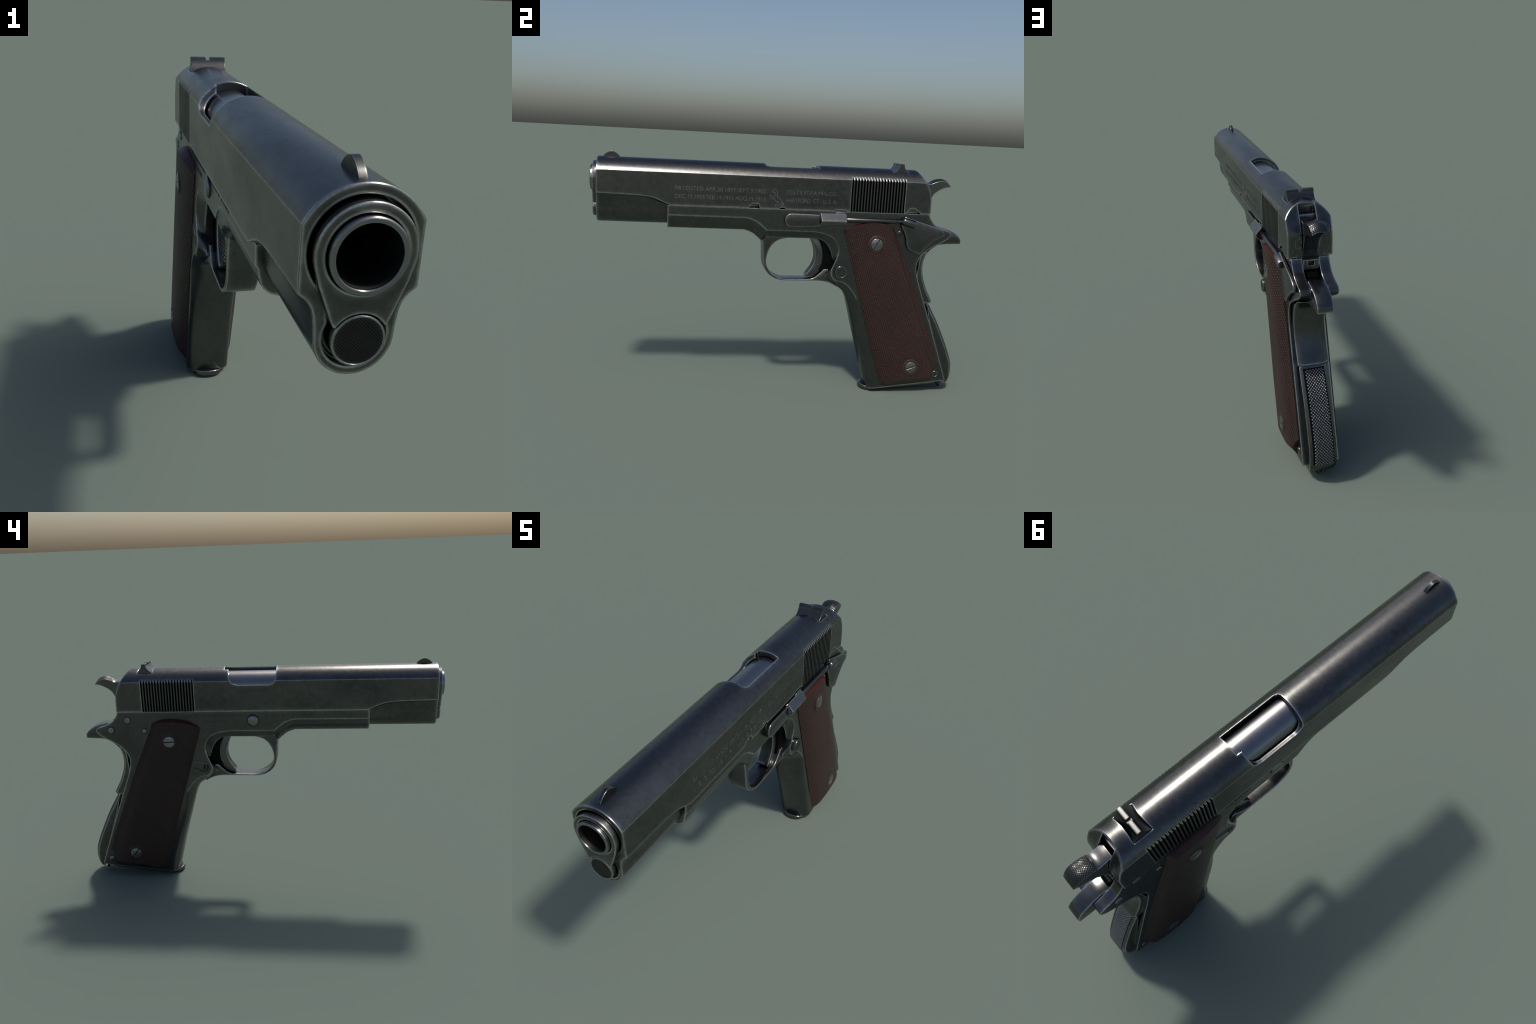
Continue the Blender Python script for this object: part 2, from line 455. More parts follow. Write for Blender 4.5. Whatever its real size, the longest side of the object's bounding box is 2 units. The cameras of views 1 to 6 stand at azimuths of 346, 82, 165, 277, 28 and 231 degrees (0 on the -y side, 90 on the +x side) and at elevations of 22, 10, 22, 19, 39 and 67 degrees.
def scoop(core, inn, out, c=False):
    def f(x):
        if x <= .056: return inn
        t = (x-.056)/(FW-.056)
        return (inn[0]+(out[0]-inn[0])*t, inn[1]+(out[1]-inn[1])*t)
    return f, c
def frame_outline():
    o = [const(-.613, .9988, True), const(.10, .9988, True), const(.69, .9988, True), const(.7695, .9988, True)]
    o += [const(*p) for p in [(.777, .980), (.790, .960), (.806, .942), (.829, .928), (.855, .918), (.882, .911), (.8955, .904)]]
    o += [const(.902, .893), const(.897, .880), const(.883, .866), const(.858, .850), const(.811, .824), const(.775, .802), const(.748, .777), const(.732, .752), const(.7235, .722), const(.7255, .688), const(.738, .640), const(.775, .541), const(.815, .436), const(.893, .227), const(.945, .083, True), const(.950, .0655, True)]
    o += [const(.60, .0255, True)]
    o += [two((.5000, .0145), (.546, .0190), t_round, True)]
    o += [two((.4890, .058), (.534, .068), t_round), two((.4455, .229), (.491, .238), t_round), two((.3985, .392), (.441, .401), t_round), two((.3625, .510), (.400, .535), t_crisp), two((.3505, .5365), (.380, .566), t_crisp), two((.337, .557), (.350, .599), t_crisp), two((.316, .5735), (.315, .6205), t_crisp), two((.287, .590), (.278, .627), t_crisp), two((.256, .606), (.257, .653), t_crisp)]
    o += [two((.226, .650), (.254, .679), t_slope), scoop((.212, .690), (.262, .705), (.2665, .717)), scoop((.218, .745), (.2585, .750), (.284, .760)), scoop((.214, .785), (.247, .784), (.288, .793)), scoop((.200, .815), (.2245, .819), (.277, .826)), scoop((.183, .836), (.194, .840), (.252, .857)), scoop((.162, .8455), (.163, .8465), (.210, .876)), scoop((.135, .846), (.135, .847), (.150, .8855))]
    o += [two((.11, .846), (.11, .8865), t_slope, True), two((-.103, .846), (-.103, .8865), t_slope, True)]
    o += [two((-.118, .8195), (-.1255, .907), t_dust), two((-.1375, .834), (-.154, .929), t_dust), two((-.166, .857), (-.183, .942), t_dust), two((-.190, .868), (-.199, .9465), t_dust), two((-.214, .8762), (-.216, .949), t_dust, True), two((-.613, .8762), (-.613, .949), t_dust, True)]
    return o
def build_frame():
    o = frame_outline(); o = o + [o[0]]
    rings = []
    for x in [-v for v in reversed(XL[1:])] + XL:
        pts = spline([(*f(abs(x)), c) for f, c in o], 5)[:-1]
        rings.append([(x, *p) for p in pts])
    ob = finish(layers(rings), 'frame', M_frame, 22)
    # slot for hammer and grip safety
    boolean(ob, prism([(.700, 1.02), (.700, .90), (.735, .868), (.78, .84), (.85, .80), (.95, .80), (.95, 1.02)], -.0372, .0372), angle=22)
    # space for the grip safety's pad and the mainspring housing
    boolean(ob, prism([(.86, .842), (.805, .818), (.775, .797), (.752, .765), (.743, .73), (.746, .69), (.760, .635), (.790, .555), (.795, .54), (.830, .495), (.855, .43), (.931, .222), (.972, .05), (.972, .0), (1.1, 0), (1.1, .842)], -.0735, .0735), angle=22)
    # magazine well
    boolean(ob, layers([[(x, y, z) for x, y in [(-.055, .56), (.055, .56), (.055, .89), (-.055, .89)]] for z in (-.05, .3)]), angle=22)
    return part(ob)
frame = build_frame()

def build_guard():
    """Trigger guard bow: a band swept round the opening, thin below, webbed above in front."""
    outer = S([(-.118, .824), (-.1135, .790), (-.1105, .745), (-.108, .708), (-.098, .675), (-.077, .6465), (-.044, .6255), (-.004, .6150), (.06, .6145), (.155, .6155), (.211, .6145), (.247, .6085), (.275, .597), (.300, .583)], (0,), 5)
    inner = S([(.300, .675), (.234, .6795), (.222, .679), (.199, .655), (.172, .633), (.143, .6238), (.06, .6215), (.006, .6215), (-.024, .6295), (-.0575, .6500), (-.0795, .6765), (-.0910, .704), (-.0910, .735), (-.0835, .768), (-.0680, .799), (-.0460, .822), (-.015, .837), (.020, .8455), (.03, .860), (-.118, .860)], (0, 1, 2, 18, 19), 5)
    poly = outer + inner
    # the bow is widest along the bottom; rounded rims
    ob = finish(prism(poly, -.0478, .0478, .0015, steps=2), 'trigger_guard', M_frame, 35)
    return part(ob, frame)
build_guard()

def build_rails():
    """Ends of the frame's rails showing in the back of the slide, with the ejector beside them."""
    bm = bmesh.new()
    for s in (1, -1):
        pts = [(.0375, .99), (.060, .99), (.060, 1.022), (.080, 1.022), (.080, 1.0445), (.0375, 1.0445)]
        pts = [(s*x, z) for x, z in pts]
        layers([[(x, rear_y(z)-.03, z) for x, z in pts], [(x, rear_y(z)+.0012, z) for x, z in pts]], bm)
    frame_rails = finish(bm, 'frame_rail', M_fine); part(frame_rails, frame)
    pts = [(.0375, 1.0465), (.066, 1.0465), (.066, 1.0815), (.0475, 1.0815), (.0475, 1.106), (.0375, 1.106)]
    ej = finish(layers([[(x, rear_y(z)-.03, z) for x, z in pts], [(x, rear_y(z)+.0008, z) for x, z in pts]]), 'ejector', M_fine)
    part(ej, frame)
    ex = bmesh.new(); rings = []
    for i in range(25):                              # raised dark strip drawn in place of a gap around the extractor's end
        a = math.radians(-75 + 160*i/24)
        x, z = -(.053 + .040*math.cos(a)), 1.121 + .040*math.sin(a)
        rings.append([(x+dx, rear_y(z)+dy, z) for dx, dy in ((-.0011, -.002), (.0011, -.002), (.0011, .0006), (-.0011, .0006))])
    layers(rings, ex)
    part(finish(ex, 'extractor_dark_strip', M_dark), slide)
    fp = prism([(.690, 1.0), (.725, 1.0), (.716, 1.14), (.708, 1.172), (.690, 1.172)], -.0368, .0368)
    part(finish(fp, 'firing_pin_stop', M_frame), slide)
    part(finish(prism([(.72, .86), (.80, .895), (.815, .925), (.80, .943), (.72, .946)], -.022, .022), 'hammer_strut', M_groove), frame)  # dark block added to fill the black void below the hammer
    sear = box(-.036, .036, .742, .782, .950, .9935)
    ob = finish(sear, 'sear', M_small); boolean(ob, box(-.014, .014, .755, .81, .966, .9875)); part(ob, frame)
build_rails()

# ------------------------------------------------------------------ hammer, trigger, safeties
def build_hammer():
    top = [(.726, 1.163), (.745, 1.1625), (.770, 1.1605), (.785, 1.1635), (.800, 1.173), (.820, 1.182), (.845, 1.186), (.868, 1.181), (.885, 1.1695), (.898, 1.1545)]
    under = [(.882, 1.1535), (.860, 1.1480), (.838, 1.1360), (.817, 1.1195), (.801, 1.099), (.786, 1.070), (.772, 1.035), (.764, 1.0), (.760, .95), (.745, .94), (.738, .99), (.730, 1.08)]
    pts = S(top + under, (0, 9, 16), 5)
    def cross(x, w, drop):  # lower the crown towards the rims
        return drop * (x/w)**2
    rings = []
    W = .034
    for i in range(13):
        s = -1 + 2*i/12
        r = []
        for y, z in pts:
            k1 = max(0.0, min(1.0, (y-.76)/.06)); k1 = k1*k1*(3-2*k1)
            w = W + .0035*k1 - (max(0, y-.865)/.04)**2*.008
            d = (.004 + .007*k1)*s*s
            k = max(0.0, min(1.0, (z-1.10)/.05))
            r.append((s*w, y, z - d*k))
        rings.append(r)
    ob = finish(layers(rings), 'hammer', M_small, 40)
    ob.data.materials.append(M_check_spur)
    for p in ob.data.polygons:
        if p.normal.z > .25 and p.center.y > .795 and p.center.z > 1.14: p.material_index = 1
    seam = prism([(.820, 1.1155), (.8225, 1.1155), (.8165, 1.156), (.814, 1.156)], -.0362, .0362)
    part(finish(seam, 'hammer_seam_strip', M_dark), ob)  # dark strip added to draw the groove line below the spur
    return part(ob)
build_hammer()

def build_trigger():
    face = [(.141, .850), (.1585, .815), (.1705, .779), (.1740, .737), (.1620, .695), (.1270, .643), (.1290, .633)]
    back = [(.150, .6315), (.167, .634), (.199, .664), (.230, .707), (.2345, .741), (.224, .788), (.200, .83), (.19, .850)]
    pts = S(face + back, (0, 5, 6, 14), 6)
    ob = finish(prism(pts, -.0300, .0300, .004), 'trigger', M_small, 40)
    ob.data.materials.append(M_check_trig)
    for p in ob.data.polygons:
        if p.normal.y < -.5 and abs(p.center.x) < .024 and .655 < p.center.z < .84: p.material_index = 1
    bow = [(.185, .848), (.200, .82), (.214, .785), (.219, .745), (.213, .70), (.200, .668), (.225, .645), (.262, .66), (.30, .70), (.30, .80), (.25, .85)]
    part(finish(prism(bow, -.038, .038), 'trigger_bow', M_groove), ob)  # dark block added to close the pocket; its colour holds the pocket's shade
    return part(ob)
build_trigger()

def build_grip_safety():
    tail = S([(.72, .905), (.78, .915), (.845, .925), (.876, .9205), (.912, .911), (.944, .8955), (.968, .877), (.9815, .858), (.981, .836), (.93, .8335), (.894, .832), (.859, .8265), (.836, .8185), (.81, .812), (.77, .80), (.72, .85)], (0, 7, 8, 13, 14, 15), 5)
    a = prism(tail, -.0355, .0355, .003)
    pad = [(.842, .826), (.815, .806), (.790, .778), (.7775, .745), (.7735, .715), (.7755, .680), (.786, .635), (.808, .580), (.8425, .5175), (.838, .5075)]
    inn = [(.80, .5075), (.74, .62), (.742, .72), (.76, .77), (.80, .810)]
    pts = S(pad + inn, (8, 9, 10), 5)
    rings = []
    W = .0715
    for i in range(17):
        s = -1 + 2*i/16
        d = .016*(abs(s)**5.0)
        rings.append([(s*W, y - (d if j < 60 else 0)*min(1, max(0, (y-.74)/.03)), z) for j, (y, z) in enumerate(pts)])
    b = layers(rings)
    return part(finish(join_bm(a, b), 'grip_safety', M_frame, 40))
build_grip_safety()

def build_thumb_safety():
    out = S([(.620, .968), (.634, .984), (.704, .963), (.811, .932), (.846, .916), (.859, .898), (.854, .884), (.812, .862), (.772, .829), (.749, .804), (.735, .788), (.719, .785), (.690, .795), (.668, .807), (.653, .827), (.645, .869), (.632, .900), (.618, .924), (.614, .945)], (1,), 5)
    plate = prism(out, .0865, .1015, .004, steps=3)
    ob = finish(plate, 'thumb_safety', M_frame, 40)
    # thumb shelf: rounded bar standing out of the plate, sloping down to the rear
    d = Vector((.704-.629, .9655-.986)).normalized(); nrm = Vector((-d.y, d.x))*-1
    base = Vector((.621, .983)); L = .074
    sec = [(.090, .0), (.112, .002), (.122, .009), (.1255, .018), (.1235, .030), (.114, .041), (.090, .046)]
    rings = []
    for t, k in ((0, .6), (.004, .85), (.012, 1), (L-.006, 1), (L-.001, .93), (L, .82)):
        cxm, cym = .107, .023
        rings.append([((cxm+(x-cxm)*k), *(base + d*t + nrm*(cym+(h-cym)*k))) for x, h in sec])
    shelf = finish(layers(rings), 'safety_thumb_piece', M_small, 40)
    part(ob); part(shelf, ob)
build_thumb_safety()

def build_slide_stop():
    out = S([(.30, .9795), (.16, .9795), (.02, .9805), (-.004, .970), (-.0135, .945), (-.004, .918), (.024, .909), (.10, .9105), (.155, .9135), (.168, .920), (.30, .921)], (0, 9, 10), 5)
    ob = finish(prism(out, .0840, .1080, .0035, steps=3), 'slide_stop', M_frame, 40)
    # thumb pad: wedge with a sloping upper face; its rear carries the lug that rises into the slide notch
    sec = [(.088, .9865), (.102, .9865), (.1295, .9535), (.1305, .9475), (.121, .929), (.108, .9235), (.088, .9225)]
    rings = []
    for y, sh in ((.1625, 0), (.176, 1), (.3085, 1)):
        rings.append([((x if sh else min(x, .1085)), (y if z > .96 else y+.006*(1-sh)), z) for x, z in sec])
    pad = finish(layers(rings), 'slide_stop_pad', M_small, 30)
    lug = finish(prism([(.247, .975), (.257, .9965), (.302, .9975), (.3065, .978), (.3065, .97)], .080, .1025, .002), 'slide_stop_lug', M_small)
    part(ob); part(pad, ob); part(lug, ob)
    pin = finish(revolve([(-.080, 0), (-.080, .0300), (-.090, .0300), (-.0935, .027), (-.0965, .019), (-.0975, 0)], (0, .0135, .9435), 'x', 40), 'slide_stop_pin', M_screw, 40)
    part(pin, ob)
    rim = finish(revolve([(-.0860, .0305), (-.0862, .0305), (-.0862, .0345), (-.0848, .0345)], (0, .0135, .9435), 'x', 40), 'pin_dark_ring', M_dark)  # dark ring added around the pin, slightly proud of the frame
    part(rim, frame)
build_slide_stop()

def build_plunger_tube():
    prof = []
    sec = [(.084, .9430)] + [(.100, .9430)] + arc(.0985, .9560, .0130, -70, 60, 10) + [(.098, .9690), (.084, .9690)]
    ob = finish(along_y(sec, .3135, .6045, .0025), 'plunger_tube', M_fine, 40); part(ob)
    pl = finish(revolve([(.300, 0), (.300, .0035), (.302, .005), (.616, .005), (.618, .0035), (.618, 0)], (.0975, 0, .9565), 'y', 20), 'plunger_pin', M_barrel)
    part(pl, ob)
build_plunger_tube()

# ------------------------------------------------------------------ buttons and pins
def button(name, y, z, r, x_out, side, mat, dome=.004, x_in=.078, parent=None, dark_rim=True):
    s = side
    prof = [(s*x_in, 0), (s*x_in, r), (s*(x_out-dome), r), (s*(x_out-dome*.45), r*.93), (s*(x_out-dome*.12), r*.6), (s*x_out, 0)]
    ob = part(finish(revolve(prof, (0, y, z), 'x', 36), name, mat, 45), parent or frame)
    if dark_rim: part(finish(revolve([(s*.083, r), (s*.0854, r), (s*.0854, r+.0028), (s*.083, r+.0028)], (0, y, z), 'x', 36), 'pin_dark_ring', M_dark), frame)  # raised dark ring drawn as the shaded rim of the pin
    return ob
def build_magazine_catch():
    bm = revolve([(.078, 0), (.078, .0325), (.1005, .0325), (.1025, .0312), (.1028, .030), (.102, .0292), (.102, 0)], (0, .3035, .676), 'x', 48)
    ob = finish(bm, 'magazine_catch', M_fine, 40); ob.data.materials.append(M_check_x)
    for p in ob.data.polygons:
        if p.normal.x > .9 and math.hypot(p.center.y-.3035, p.center.z-.676) < .029: p.material_index = 1
    part(ob)
    # locking plate on the right side: pear-shaped inlay with a slotted round head
    out = S([(.374, .690), (.366, .707), (.345, .7125), (.318, .708), (.295, .7075), (.275, .698), (.266, .677), (.275, .658), (.296, .650), (.316, .652), (.334, .666), (.362, .672)], (), 5)
    plate = finish(prism(out, -.0868, -.082, .001), 'catch_lock_plate', M_fine, 40); part(plate, ob)
    dark_plate = finish(prism(inset(out, -.0022), -.0856, -.082), 'catch_lock_dark_rim', M_dark); part(dark_plate, ob)  # raised dark plate whose rim stands in for a recess
    head = finish(revolve([(-.082, 0), (-.082, .0165), (-.0872, .0165), (-.0874, 0)], (0, .287, .6765), 'x', 32), 'catch_lock_screw', M_dark); part(head, ob)
    slot = finish(box(-.0882, -.084, .2855, .2885, .662, .691), 'catch_lock_slot', M_screw); part(slot, ob)
build_magazine_catch()
for y, z, r in ((.716, .9505, .0185), (.8155, .8935, .0185), (.624, .889, .0145)):
    button('frame_pin', y, z, r, .0915, -1, M_screw, .005)
button('frame_pin', .614, .8905, .0145, .0890, 1, M_fine, .003)
button('frame_pin', .8935, .1015, .0165, .0905, -1, M_screw, .006)
# hollow pin end on the left bottom corner
part(finish(revolve([(.08, 0), (.08, .018), (.0865, .018), (.0880, .0165), (.0880, .0145), (.0868, .0135), (.0868, 0)], (0, .888, .1045), 'x', 36), 'housing_pin', M_fine, 40), frame)

# ------------------------------------------------------------------ grips
def grip_point(u, v):
    """u: 0 bottom..1 top, v: 0 front..1 rear -> (y, z) inside the panel outline."""
    top = S([(.307, .9000), (.335, .9170), (.372, .9330), (.410, .9425), (.450, .9475), (.490, .9480), (.522, .9450), (.553, .9355), (.580, .9230)], (), 4)
    bot = S([(.569, .0405), (.592, .0485), (.616, .0580), (.648, .0735), (.687, .0840), (.730, .0885), (.775, .0905), (.820, .0945), (.8605, .1005), (.862, .118), (.869, .138), (.889, .166)], (8, 9, 10), 4)
    rear = S([(.889, .166), (.832, .325), (.760, .502), (.697, .661), (.641, .785), (.598, .882), (.580, .923)], (), 4)
    def at(c, t):
        f = t*(len(c)-1); i = min(int(f), len(c)-2); k = f-i
        return Vector(c[i])*(1-k) + Vector(c[i+1])*k
    fr = lambda t: Vector(bot[0])*(1-t) + Vector(top[0])*t
    b, t_, l, r = at(bot, v), at(top, v), fr(u), at(rear, u)
    bil = (Vector(bot[0])*(1-v)+Vector(bot[-1])*v)*(1-u) + (Vector(top[0])*(1-v)+Vector(top[-1])*v)*u
    return b*(1-u) + t_*u + l*(1-v) + r*v - bil
def build_grip(side):
    NU, NV = 60, 48
    bm = bmesh.new(); rows = []
    for i in range(NU+1):
        row = []
        for j in range(NV+1):
            u, v = i/NU, .5-.5*math.cos(math.pi*j/NV)*1.0 if j > NV/2 else j/NV
            y, z = grip_point(u, v)
            s = 2*v-1
            bulge = .0365*(1-abs(s)**(2.0 if s < 0 else 4.6))
            bottom = min(1.0, (u/.03)) ; 
            x = .0880 + bulge
            if side > 0: z -= .0035*u**10
            x -= .008*max(0.0, 1-u/.22)*max(0.0, -s)
            row.append(bm.verts.new((side*x, y, z)))
        rows.append(row)
    for i in range(NU):
        for j in range(NV):
            bm.faces.new((rows[i][j], rows[i+1][j], rows[i+1][j+1], rows[i][j+1]))
    # rim walls down to the frame
    rim = [rows[i][0] for i in range(NU+1)] + rows[NU][1:] + [rows[i][NV] for i in range(NU-1, -1, -1)] + list(reversed(rows[0][1:NV]))
    def foot(v):
        # the wall flares outwards under the top arc, and runs down to the frame's heel line below
        y, z = v.co.y, v.co.z
        if v in topset: return (side*.084, y, z + (.002 if side > 0 else .009))
        if v in botset: return (side*.084, y, min(z, max(.036, .0125 + .107*(y-.516) + .012)))
        return (side*.084, y, z)
    topset = set(rows[NU]); botset = set(v for v in rows[0] if v.co.y < .861)
    low = [bm.verts.new(foot(v)) for v in rim]
    n = len(rim); wall = []
    for k in range(n):
        wall.append(bm.faces.new((rim[k], rim[(k+1) % n], low[(k+1) % n], low[k])))
    for f in wall:
        f.material_index = 1 if all(v.co.z > .88 for v in f.verts) else 2  # lower walls darker: shade of the downward faces put into the colour
    ob = finish(bm, 'grip_panel', M_grip, 40); ob.data.materials.append(M_smooth); ob.data.materials.append(M_ring)
    part(ob)
    for (y, z), slot in (((.481, .834), (61 if side > 0 else -4)), ((.730, .155), (18 if side > 0 else -58))):
        ring = finish(revolve([(side*.10, .047), (side*.1242, .047), (side*.1254, .0455), (side*.1254, .036), (side*.122, .0345), (side*.10, .0345)], (0, y, z), 'x', 48), 'screw_escutcheon', M_ring, 40)
        part(ring, ob)
        prof = [(side*.10, 0), (side*.10, .0325), (side*.1230, .0325), (side*.1248, .0310), (side*.1268, .024), (side*.1280, .012), (side*.1284, 0)]
        sc = finish(revolve(prof, (0, y, z), 'x', 48), 'grip_screw', M_screw, 40)
        a = math.radians(slot); d = Vector((math.cos(a), math.sin(a))); w = Vector((-d.y, d.x))
        c = Vector((y, z)); q = [c+d*.04+w*.0028, c-d*.04+w*.0028, c-d*.04-w*.0028, c+d*.04-w*.0028]
        boolean(sc, prism([tuple(p) for p in q], *sorted((side*.1238, side*.14))))
        sc.data.materials.append(M_dark)  # slot faces painted black to hold the slot's shade
        for p in sc.data.polygons:
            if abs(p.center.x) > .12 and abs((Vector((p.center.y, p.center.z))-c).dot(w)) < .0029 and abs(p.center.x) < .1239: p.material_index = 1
        part(sc, ob)
    return ob
build_grip(1); build_grip(-1)

# ------------------------------------------------------------------ mainspring housing, magazine
def build_housing():
    back = [(.823, .5045), (.857, .447), (.892, .386), (.934, .300), (.973, .212), (.9905, .160), (.9955, .120), (.9945, .080), (.984, .054), (.968, .045)]
    front = [(.945, .050), (.945, .075), (.90, .21), (.84, .385), (.812, .4980)]
    pts = S(back + front, (0, 9, 10, 14), 5); nb = 45
    W = .0630
    rings = []
    N = 24
    for i in range(N+1):
        s = -1 + 2*i/N
        d = .016*abs(s)**4.5
        r = []
        for j, (y, z) in enumerate(pts):
            k = 1.0 if j <= nb else 0.0
            r.append((s*W, y - d*k*.9, z - d*k*.25))
        rings.append(r)
    ob = finish(layers(rings), 'mainspring_housing', M_frame, 40)
    part(ob)
    # checkering: rows of small pyramids standing on the arched back
    prof = S(back, (), 16)
    L = [0.0]
    for a, b in zip(prof, prof[1:]): L.append(L[-1] + (Vector(b)-Vector(a)).length)
    def at(l):
        for k in range(len(L)-1):
            if L[k] <= l <= L[k+1]:
                t = (l-L[k])/(L[k+1]-L[k]); a, b = Vector(prof[k]), Vector(prof[k+1])
                return a*(1-t)+b*t, (b-a).normalized()
        return Vector(prof[-1]), (Vector(prof[-1])-Vector(prof[-2])).normalized()
    bm = bmesh.new(); px, pl_ = .0132, .0150
    def surf(x, l, h):
        p, t = at(l); nrm = Vector((-t.y, t.x)); nrm = nrm if nrm.x > 0 else -nrm
        d = .016*abs(x/W)**4.5
        q = p + nrm*h
        return (x, q.x - d*.9, q.y - d*.25)
    l = .022; row = 0
    while l < L[-1]-.055:
        off = 0 if row % 2 else px/2
        x = -.042 + off
        while x <= .0421:
            c = bm.verts.new(surf(x, l, .0039))
            top = [bm.verts.new(surf(x+dx*px*.27, l+dl*pl_*.27, .0036)) for dx, dl in ((1, 0), (0, 1), (-1, 0), (0, -1))]
            q = [bm.verts.new(surf(x+dx*px*.46, l+dl*pl_*.46, -.0005)) for dx, dl in ((1, 0), (0, 1), (-1, 0), (0, -1))]
            for k in range(4):
                bm.faces.new((q[k], q[(k+1) % 4], top[(k+1) % 4], top[k])); bm.faces.new((top[k], top[(k+1) % 4], c))
            x += px
        l += pl_/2; row += 1
    gb = bmesh.new(); gl = []
    for k in range(61):
        l = .014 + (L[-1]-.060-.014)*k/60
        gl.append([gb.verts.new(surf(-.049+.098*i/16, l, .0004)) for i in range(17)])
    for A, B in zip(gl, gl[1:]):
        for i in range(16): gb.faces.new((A[i], A[i+1], B[i+1], B[i]))
    part(finish(gb, 'checkering_ground', M_groove, 60), ob)  # thin dark sheet added under the pyramids to blacken the spaces between
    ck = finish(bm, 'checkering', M_diamond, 10); ck['kind'] = 'stuff'; part(ck, ob)
    # lanyard loop under the heel
    bm = bmesh.new(); R, r = .021, .0062; ring = []
    for i in range(21):
        a = math.pi + math.pi*i/20
        c = Vector((R*math.cos(a), .945, .030 + R*1.05*math.sin(a)))
        d = Vector((math.cos(a), 0, math.sin(a)))
        ring.append([tuple(c + d*r*math.cos(b) + Vector((0, 1, 0))*r*math.sin(b)) for b in [2*math.pi*k/12 for k in range(12)]])
    layers([[(r0[0], r0[1], r0[2]+.03) for r0 in ring[0]]] + ring + [[(r0[0], r0[1], r0[2]+.03) for r0 in ring[-1]]], bm)
    part(finish(bm, 'lanyard_loop', M_fine, 60), ob)
build_housing()

def build_magazine():
    """Magazine seated in the grip: body and floor plate, whose front lip stands proud of the strap."""
    bodyp = [(-.05, .57), (.05, .57), (.05, .88), (-.05, .88)]
    body = finish(layers([[(x, y, z + (y-.57)*.12) for x, y in bodyp] for z in (.022, .28)]), 'magazine', M_frame)
    part(body)
    plan = []
    half = S([(0, .4735), (.024, .4770), (.043, .4880), (.0565, .5060), (.0615, .525), (.0615, .87), (.050, .905), (0, .908)], (4, 5), 5)
    plan = half + [(-x, y) for x, y in reversed(half[1:-1])]
    slope = lambda y: .107*max(0, y-.555)
    rings = []
    for z, ins in ((.0, .007), (.0018, .002), (.005, 0), (.0125, 0), (.0155, .0018), (.0165, .005)):
        rr = inset(plan, ins)
        rings.append([(x, y, z + slope(y) + (.013*((.525-y)/.05) if y < .525 else 0)*(.35 if z < .006 else 1.0)) for x, y in rr])
    plate = finish(layers(rings), 'magazine_floor_plate', M_small, 45); part(plate, body)
build_magazine()

# ------------------------------------------------------------------ markings
def stamp(text, y0, y1, z, h, side, mat, name='stamped_lettering', x=None, thin=-.0):
    """Raised hairline lettering fitted between y0 (text start) and y1 (text end)."""
    cu = bpy.data.curves.new(name, 'FONT'); cu.body = text; cu.size = 1.0; cu.extrude = .0; cu.resolution_u = 3
    cu.offset = thin
    tmp = bpy.data.objects.new(name, cu); bpy.context.scene.collection.objects.link(tmp)
    dg = bpy.context.evaluated_depsgraph_get()
    me = bpy.data.meshes.new_from_object(tmp.evaluated_get(dg))
    bpy.data.objects.remove(tmp); bpy.data.curves.remove(cu)
    xs = [v.co.x for v in me.vertices]; ys = [v.co.y for v in me.vertices]
    ax, bx, ay, by = min(xs), max(xs), min(ys), max(ys)
    caps = max(by, .7)
    bm = bmesh.new(); bm.from_mesh(me); bpy.data.meshes.remove(me)
    for v in bm.verts:
        f = (v.co.x-ax)/(bx-ax)
        v.co = Vector((x, y0+(y1-y0)*f, z + (v.co.y)/.70*h))
    r = bmesh.ops.extrude_face_region(bm, geom=list(bm.faces))
    for e in r['geom']:
        if isinstance(e, bmesh.types.BMVert): e.co.x += side*.0008
    ob = finish(bm, name, mat); ob['kind'] = 'stuff'
    return ob
xs = SW - .0001
part(stamp('PATENTED APR.20.1897.SEPT.9.1902', -.578, -.120, 1.078, .0215, 1, M_mark_pale, x=xs, thin=-.008), slide)
part(stamp('DEC.19.1905.FEB.14.1911.AUG.19.1913', -.578, -.120, 1.037, .0215, 1, M_mark_pale, x=xs, thin=-.008), slide)
part(stamp("COLT'S PT.F.A.MFG.CO.", -.014, .254, 1.078, .0215, 1, M_mark_pale, x=xs, thin=-.008), slide)
part(stamp('HARTFORD, CT.  U. S. A.', -.014, .254, 1.037, .0215, 1, M_mark_pale, x=xs, thin=-.008), slide)
xf = -(FW - .0001)
part(stamp('UNITED STATES PROPERTY', .394, .074, .9625, .0165, -1, M_mark_dark, x=xf, thin=-.006), frame)
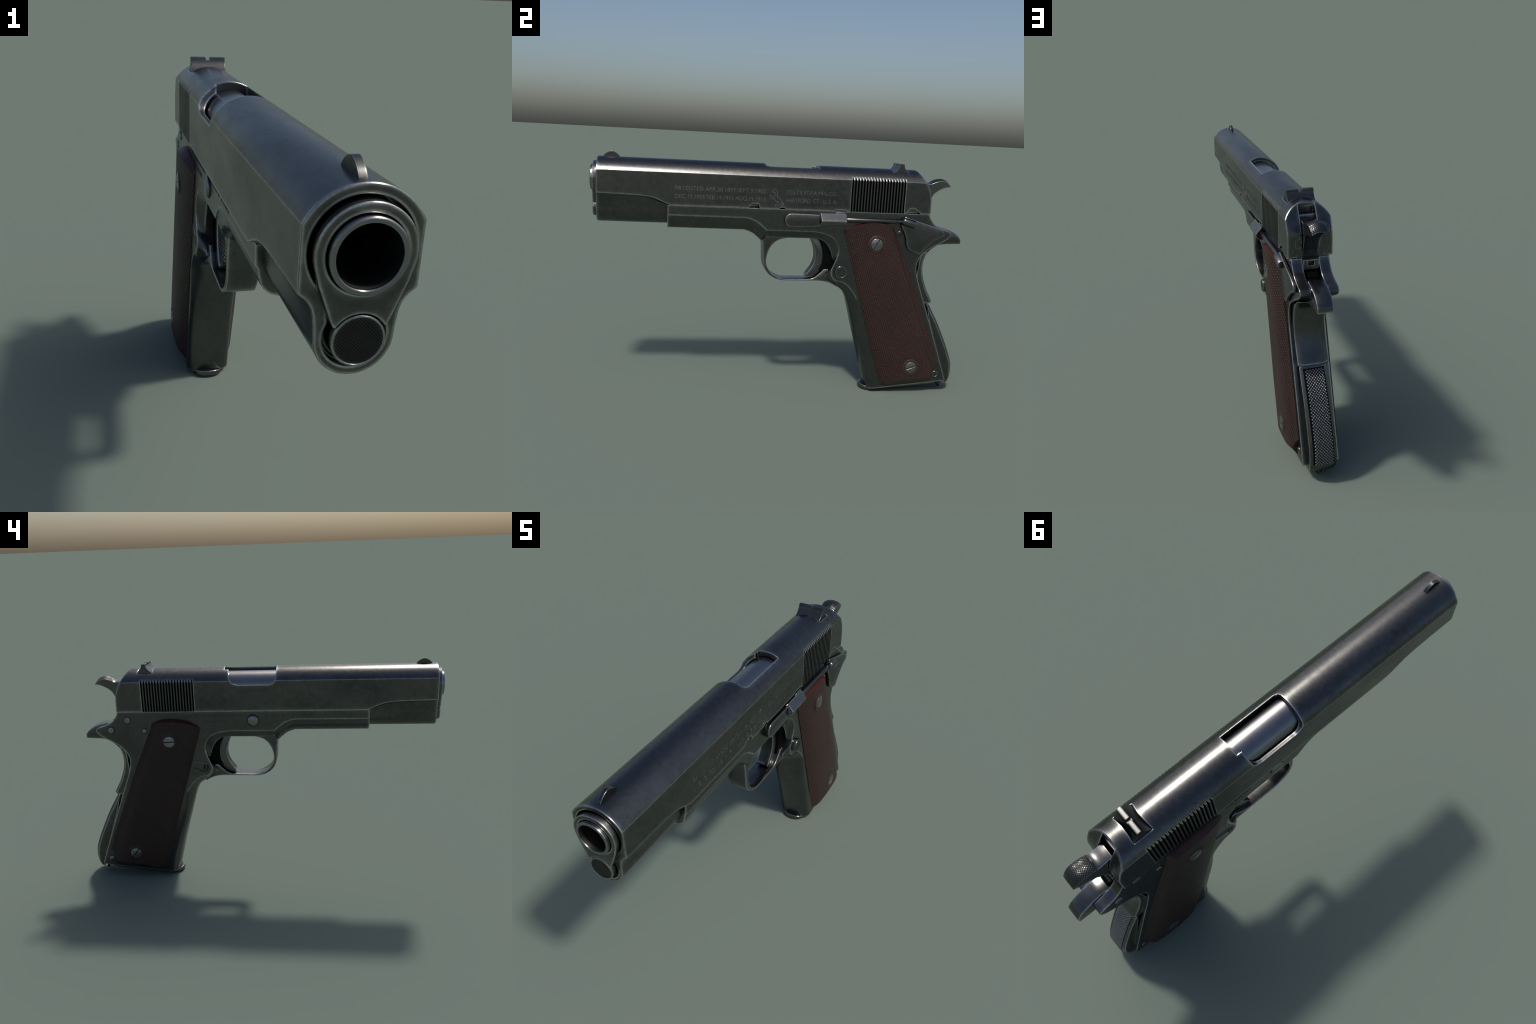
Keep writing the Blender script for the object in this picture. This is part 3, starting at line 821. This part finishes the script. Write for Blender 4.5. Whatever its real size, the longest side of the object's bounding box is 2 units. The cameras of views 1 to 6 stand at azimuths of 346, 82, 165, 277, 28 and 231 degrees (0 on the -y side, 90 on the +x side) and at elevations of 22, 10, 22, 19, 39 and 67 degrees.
part(stamp('No 823007', .278, .150, .9315, .0165, -1, M_mark_dark, x=xf, thin=-.006), frame)
part(stamp('M 1911 A1   U S ARMY', -.055, -.315, .9655, .0165, -1, M_mark_dark, x=xf, thin=-.006), frame)

def build_horse():
    """Small line emblem of a rearing horse between the two text blocks, drawn as raised hairlines."""
    strokes = [
        [(.30, .80), (.24, .88), (.30, .95), (.40, 1.0), (.48, .96), (.56, .86), (.58, .72), (.55, .60)],
        [(.30, .80), (.36, .80), (.44, .76), (.40, .64), (.34, .56), (.36, .46), (.44, .40)],
        [(.55, .60), (.66, .54), (.80, .44), (.88, .34), (.86, .24), (.78, .16), (.70, .12)],
        [(.44, .40), (.54, .30), (.60, .20), (.54, .12), (.44, .14), (.42, .08)],
        [(.34, .56), (.22, .58), (.10, .66), (.04, .58)],
        [(.36, .46), (.26, .44), (.16, .50), (.10, .44)],
        [(.88, .34), (.98, .28), (1.0, .18), (.94, .08), (.90, .0)],
        [(.90, .26), (.94, .18), (.88, .08), (.84, .04)],
        [(.70, .12), (.62, .08), (.50, .06), (.48, .01)],
        [(.54, .30), (.66, .30), (.74, .24)],
    ]
    bm = bmesh.new(); y0, w, z0, h = -.104, .078, 1.009, .094
    for st in strokes:
        c = S(st, (), 5); q = [Vector((y0+w*a, z0+h*b)) for a, b in c]
        L, R = [], []
        for i, p in enumerate(q):
            t = (q[min(i+1, len(q)-1)] - q[max(i-1, 0)]).normalized(); n = Vector((-t.y, t.x))*.0012
            L.append(p+n); R.append(p-n)
        for x in (0,):
            rings = [[(xs+.0009, *l), (xs+.0009, *r), (xs-.0005, *r), (xs-.0005, *l)] for l, r in zip(L, R)]
            layers(rings, bm)
    ob = finish(bm, 'horse_emblem', M_mark_pale); ob['kind'] = 'stuff'; part(ob, slide)
build_horse()

# ------------------------------------------------------------------ assemble
root = bpy.data.objects.new('pistol', None)
bpy.context.scene.collection.objects.link(root)
root.location = (CX, 0, 0)
root['label'] = 'dark worn steel semi-automatic pistol with red-brown checkered grips'
root['category'] = 'pistol'
for ob, parent in parts:
    ob.parent = parent or root
